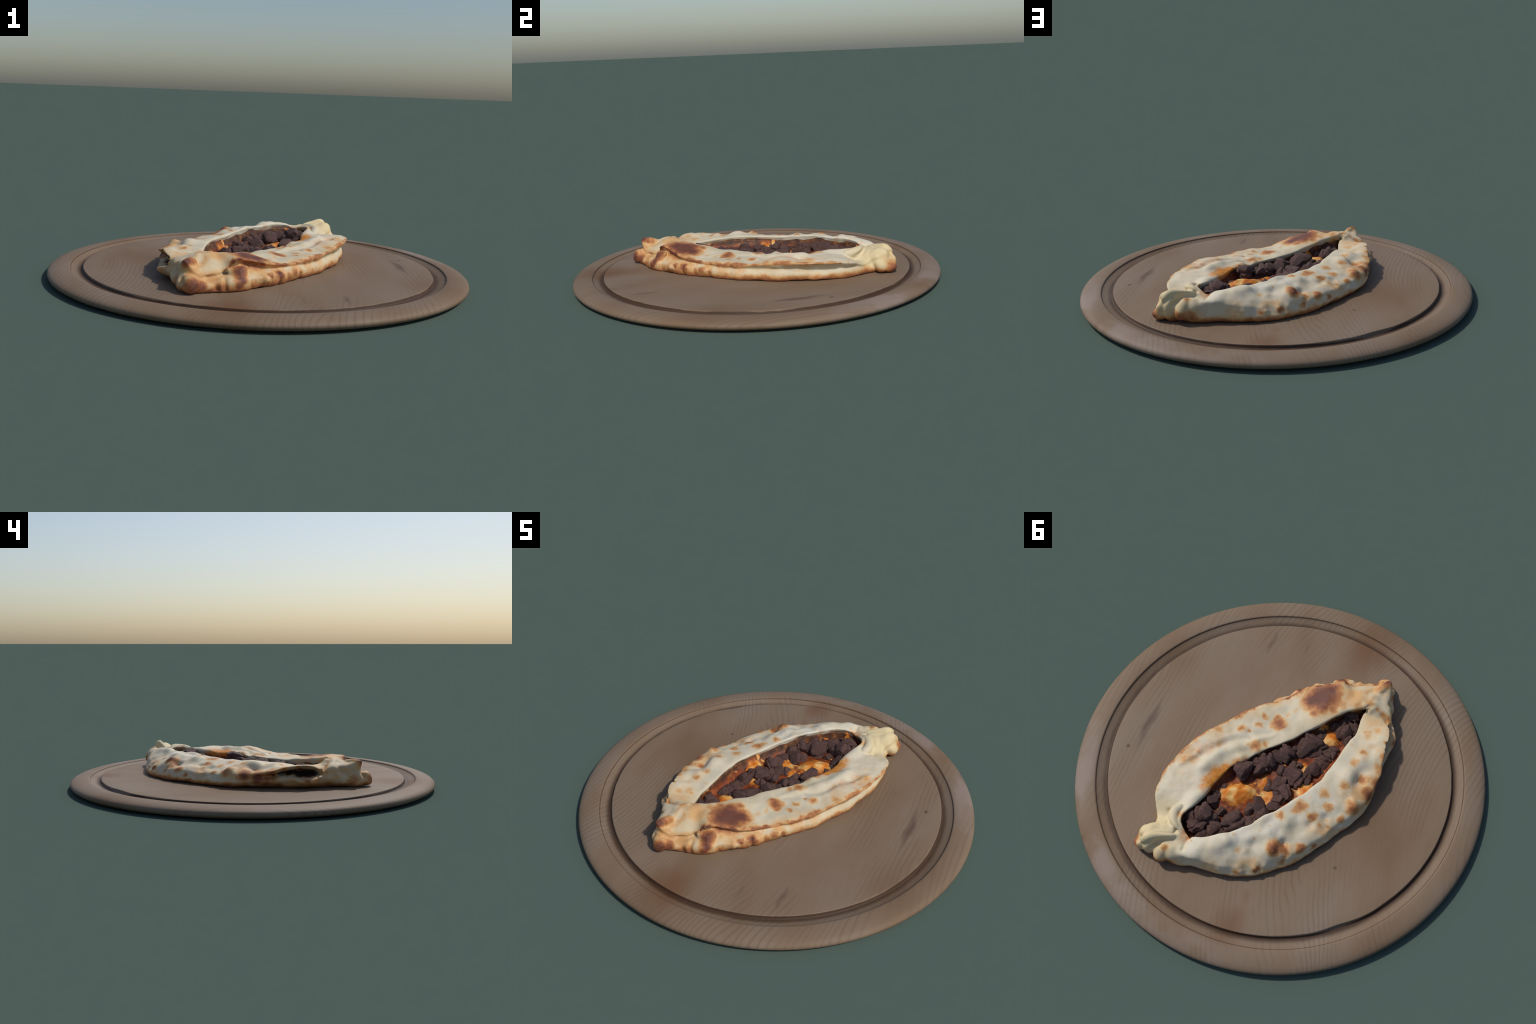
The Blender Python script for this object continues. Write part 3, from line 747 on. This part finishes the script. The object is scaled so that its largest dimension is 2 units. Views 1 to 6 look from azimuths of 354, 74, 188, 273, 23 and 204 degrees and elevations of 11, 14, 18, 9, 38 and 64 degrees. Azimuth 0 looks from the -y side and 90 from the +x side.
def build_filling(parent):
    """A lumpy bed of tomato and melted cheese that fills the boat up under the rim."""
    rim = inside_edge()
    a, b = (np.array(p) for p in SPINE)
    rings = 40
    verts, faces = [], []
    cheese = [(.125, .227, .020, .055), (.085, .20, .016, .040), (.165, .235, .016, .04), (-.187, -.205, .020, .040), (-.156, .093, .018, .040), (-.03, .19, .010, .05),
              (-.125, -.02, .012, .03), (-.10, .06, .008, .04), (.03, .13, .010, .03)]
    for p in rim:
        u = np.clip(np.dot(p[:2] - a, b - a) / np.dot(b - a, b - a), 0.02, 0.98)
        c = a + u * (b - a)
        o = p[:2] + (p[:2] - c) / max(np.linalg.norm(p[:2] - c), 1e-6) * 0.007
        for k in range(rings):
            q = c + (o - c) * (k / (rings - 1)) ** 0.9
            h = 0.093 + sum(hh * math.exp(-((q[0] - x) ** 2 + (q[1] - y) ** 2) / rr ** 2) for x, y, hh, rr in cheese)
            h += 0.007 * fbm((q[0], q[1], 0), 26, 2, 2.0) + 0.001 * fbm((q[0], q[1], 0), 70, 2, 4.0)
            h += (p[2] - 0.014 - h) * (k / (rings - 1)) ** 9
            verts.append((q[0], q[1], h))
    n = len(verts)
    faces = grid_faces(len(rim), rings)
    # thickness: the same sheet lowered to the dough's floor
    verts += [(x, y, 0.066) for x, y, _ in verts]
    faces += [tuple(n + i for i in reversed(f)) for f in grid_faces(len(rim), rings)]
    for i in range(len(rim)):
        j = (i + 1) % len(rim)
        p, q = i * rings + rings - 1, j * rings + rings - 1
        faces.append((p, q, n + q, n + p))
    me = mesh_from("melted_cheese_bed", verts, faces)
    m = Nodes("tomato_and_cheese")
    warp = m.vec("ADD", m.coord, m.vec("SCALE", m.vec("SUBTRACT", m.noise(45, 3, 0.6, colour=True), (0.5, 0.5, 0.5)), scale=0.05))
    cheesy = m.spots([(x, y, .112, r * 1.05, 1.0) for x, y, h, r in cheese], warp)
    cheesy = m.math("MAXIMUM", cheesy, m.range(m.noise(22, 3), 0.55, 0.68, 0.0, 0.7))
    sauce = m.ramp(m.noise(26, 3, 0.6), [(0.3, srgb(66, 34, 20)), (0.5, srgb(118, 56, 28)), (0.7, srgb(146, 78, 36))])
    cream = m.ramp(m.noise(24, 2, 0.5), [(0.32, srgb(186, 96, 26)), (0.5, srgb(206, 130, 50)), (0.70, srgb(222, 180, 112))])
    col = m.mix(m.range(cheesy, 0.25, 0.75), sauce, cream)
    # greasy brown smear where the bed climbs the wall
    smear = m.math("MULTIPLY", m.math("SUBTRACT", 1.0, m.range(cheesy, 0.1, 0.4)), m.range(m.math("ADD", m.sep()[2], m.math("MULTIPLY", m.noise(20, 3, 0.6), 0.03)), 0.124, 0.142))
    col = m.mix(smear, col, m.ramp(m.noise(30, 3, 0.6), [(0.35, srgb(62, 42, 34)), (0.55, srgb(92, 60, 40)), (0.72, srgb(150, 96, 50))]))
    m.bump(m.noise(80, 3), 0.2, 0.004)
    me.materials.append(m.finish(col, 0.52, 0.22))
    new_object("melted_cheese_bed", me, parent)


# diced meat: x, y, top z, size (half width), squash
DICE = [
    (.270, .410, .150, .034), (.218, .388, .160, .043), (.218, .468, .152, .038), (.227, .310, .134, .028), (.216, .271, .128, .022), (.245, .350, .132, .028), (.250, .450, .150, .028),
    (.078, .362, .144, .054), (.020, .248, .136, .047), (.140, .116, .144, .042), (.077, .072, .132, .030), (.043, .022, .132, .038),
    (-.055, .232, .128, .028), (-.020, .138, .128, .036), (-.035, .300, .130, .040), (.010, .355, .130, .034), (.150, .440, .144, .036),
    (-.021, -.056, .134, .037), (.029, -.026, .130, .032), (.058, .032, .126, .036), (-.110, -.133, .136, .050), (-.060, .090, .126, .034),
    (-.100, .050, .132, .038), (-.043, .048, .126, .030), (-.084, .142, .130, .032), (-.172, -.015, .128, .034), (-.194, -.077, .126, .032),
    (-.226, -.142, .124, .032), (-.246, -.259, .134, .040), (-.272, -.290, .128, .026), (-.249, -.355, .136, .024), (-.085, -.012, .118, .024),
    (-.270, -.222, .120, .026), (-.050, -.092, .120, .016), (-.075, .180, .124, .030), (-.228, -.318, .126, .026), (-.180, -.285, .118, .028),
    (-.135, -.215, .114, .026), (.105, .035, .118, .026), (.160, .085, .120, .022), (-.150, .040, .120, .024), (.105, .41, .128, .030), (.16, .33, .112, .022), (.19, .215, .112, .02),
]


def build_meat(parent, material):
    shapes = []
    for k in range(9):
        bm = bmesh.new()
        bmesh.ops.create_cube(bm, size=2.0)
        bmesh.ops.subdivide_edges(bm, edges=bm.edges[:], cuts=15, use_grid_fill=True)
        r = random.Random(40 + k)
        shear = (r.uniform(-.3, .3), r.uniform(-.3, .3))
        # flat cuts through a rounded cube make the diced look, lumps and pits the roasted one
        cuts = [(Vector((r.uniform(-1, 1), r.uniform(-1, 1), r.uniform(-.7, 1))).normalized(), r.uniform(.62, .95)) for _ in range(10)]
        clefts = [(Vector((r.uniform(-1, 1), r.uniform(-1, 1), r.uniform(0, 1))).normalized(), r.uniform(-.4, .4)) for _ in range(2)]
        for v in bm.verts:
            p = v.co.copy()
            p = p.lerp(p.normalized() * 1.15, 0.45)
            p.x += shear[0] * p.z
            p.y += shear[1] * p.z
            dirn = p.normalized()
            p += dirn * (0.16 * fbm(p, 1.1, 1, k) + 0.05 * fbm(p, 3.2, 3, k + 9))
            for nrm, d in cuts:
                over = p.dot(nrm) - d
                if over > 0:
                    p -= nrm * over * 0.92
            for nrm, d in clefts:
                p -= p.normalized() * 0.22 * math.exp(-((p.dot(nrm) - d + 0.2 * fbm(p, 1.5, 1, k + 5)) / 0.13) ** 2)
            p += dirn * 0.035 * fbm(p, 4.5, 3, k + 30)
            v.co = p
        me = bpy.data.meshes.new("meat_chunk")
        bm.to_mesh(me)
        bm.free()
        me.polygons.foreach_set("use_smooth", [True] * len(me.polygons))
        me.materials.append(material)
        shapes.append(me)
    for i, (x, y, top, size) in enumerate(DICE):
        r = random.Random(100 + i)
        ob = new_object("meat_chunk", shapes[r.randrange(len(shapes))], parent)
        size *= 1.30
        sz = size * r.uniform(.80, .98)
        ob.scale = (size * r.uniform(.92, 1.10), size * r.uniform(.88, 1.06), sz)
        ob.rotation_euler = (r.uniform(-.35, .35), r.uniform(-.35, .35), r.uniform(0, 6.28))
        ob.location = (x, y, top + 0.001 + r.uniform(-.004, .004) - sz * 0.88)


def meat_material():
    m = Nodes("roasted_meat")
    n = m.noise(4.5, 4, 0.6)
    tint = m.ramp(n, [(0.3, srgb(70, 49, 43)), (0.5, srgb(92, 66, 59)), (0.7, srgb(112, 83, 75))])
    rand = m.t.nodes.new("ShaderNodeObjectInfo").outputs["Random"]
    tint = m.mix(m.range(rand, 0, 1, 0.0, 0.35, False), tint, srgb(70, 50, 44))
    fibre = m.noise(16, 4, 0.7, m.mapping((1, 1, 3)))
    col = m.mix(m.range(fibre, 0.62, 0.80, 0, .5), tint, srgb(128, 96, 86))
    col = m.mix(m.range(m.noise(3.0, 2, 0.5, m.mapping((1, 1, 1), (4, 4, 4))), 0.62, 0.78, 0, 0.5), col, srgb(120, 70, 40))
    m.bump(m.math("ADD", fibre, m.noise(40, 2)), 0.45, 0.06)
    return m.finish(col, 0.6, 0.35)


# ------------------------------------------------------------------ assemble
build_board()
bread = bpy.data.objects.new("stuffed_flatbread", None)
bpy.context.scene.collection.objects.link(bread)
bread["label"] = "boat shaped baked flatbread filled with diced meat and cheese"
bread["category"] = "flatbread"
build_crust(bread)
filling = bpy.data.objects.new("filling", None)
bpy.context.scene.collection.objects.link(filling)
filling.parent = bread
build_filling(filling)
build_meat(filling, meat_material())
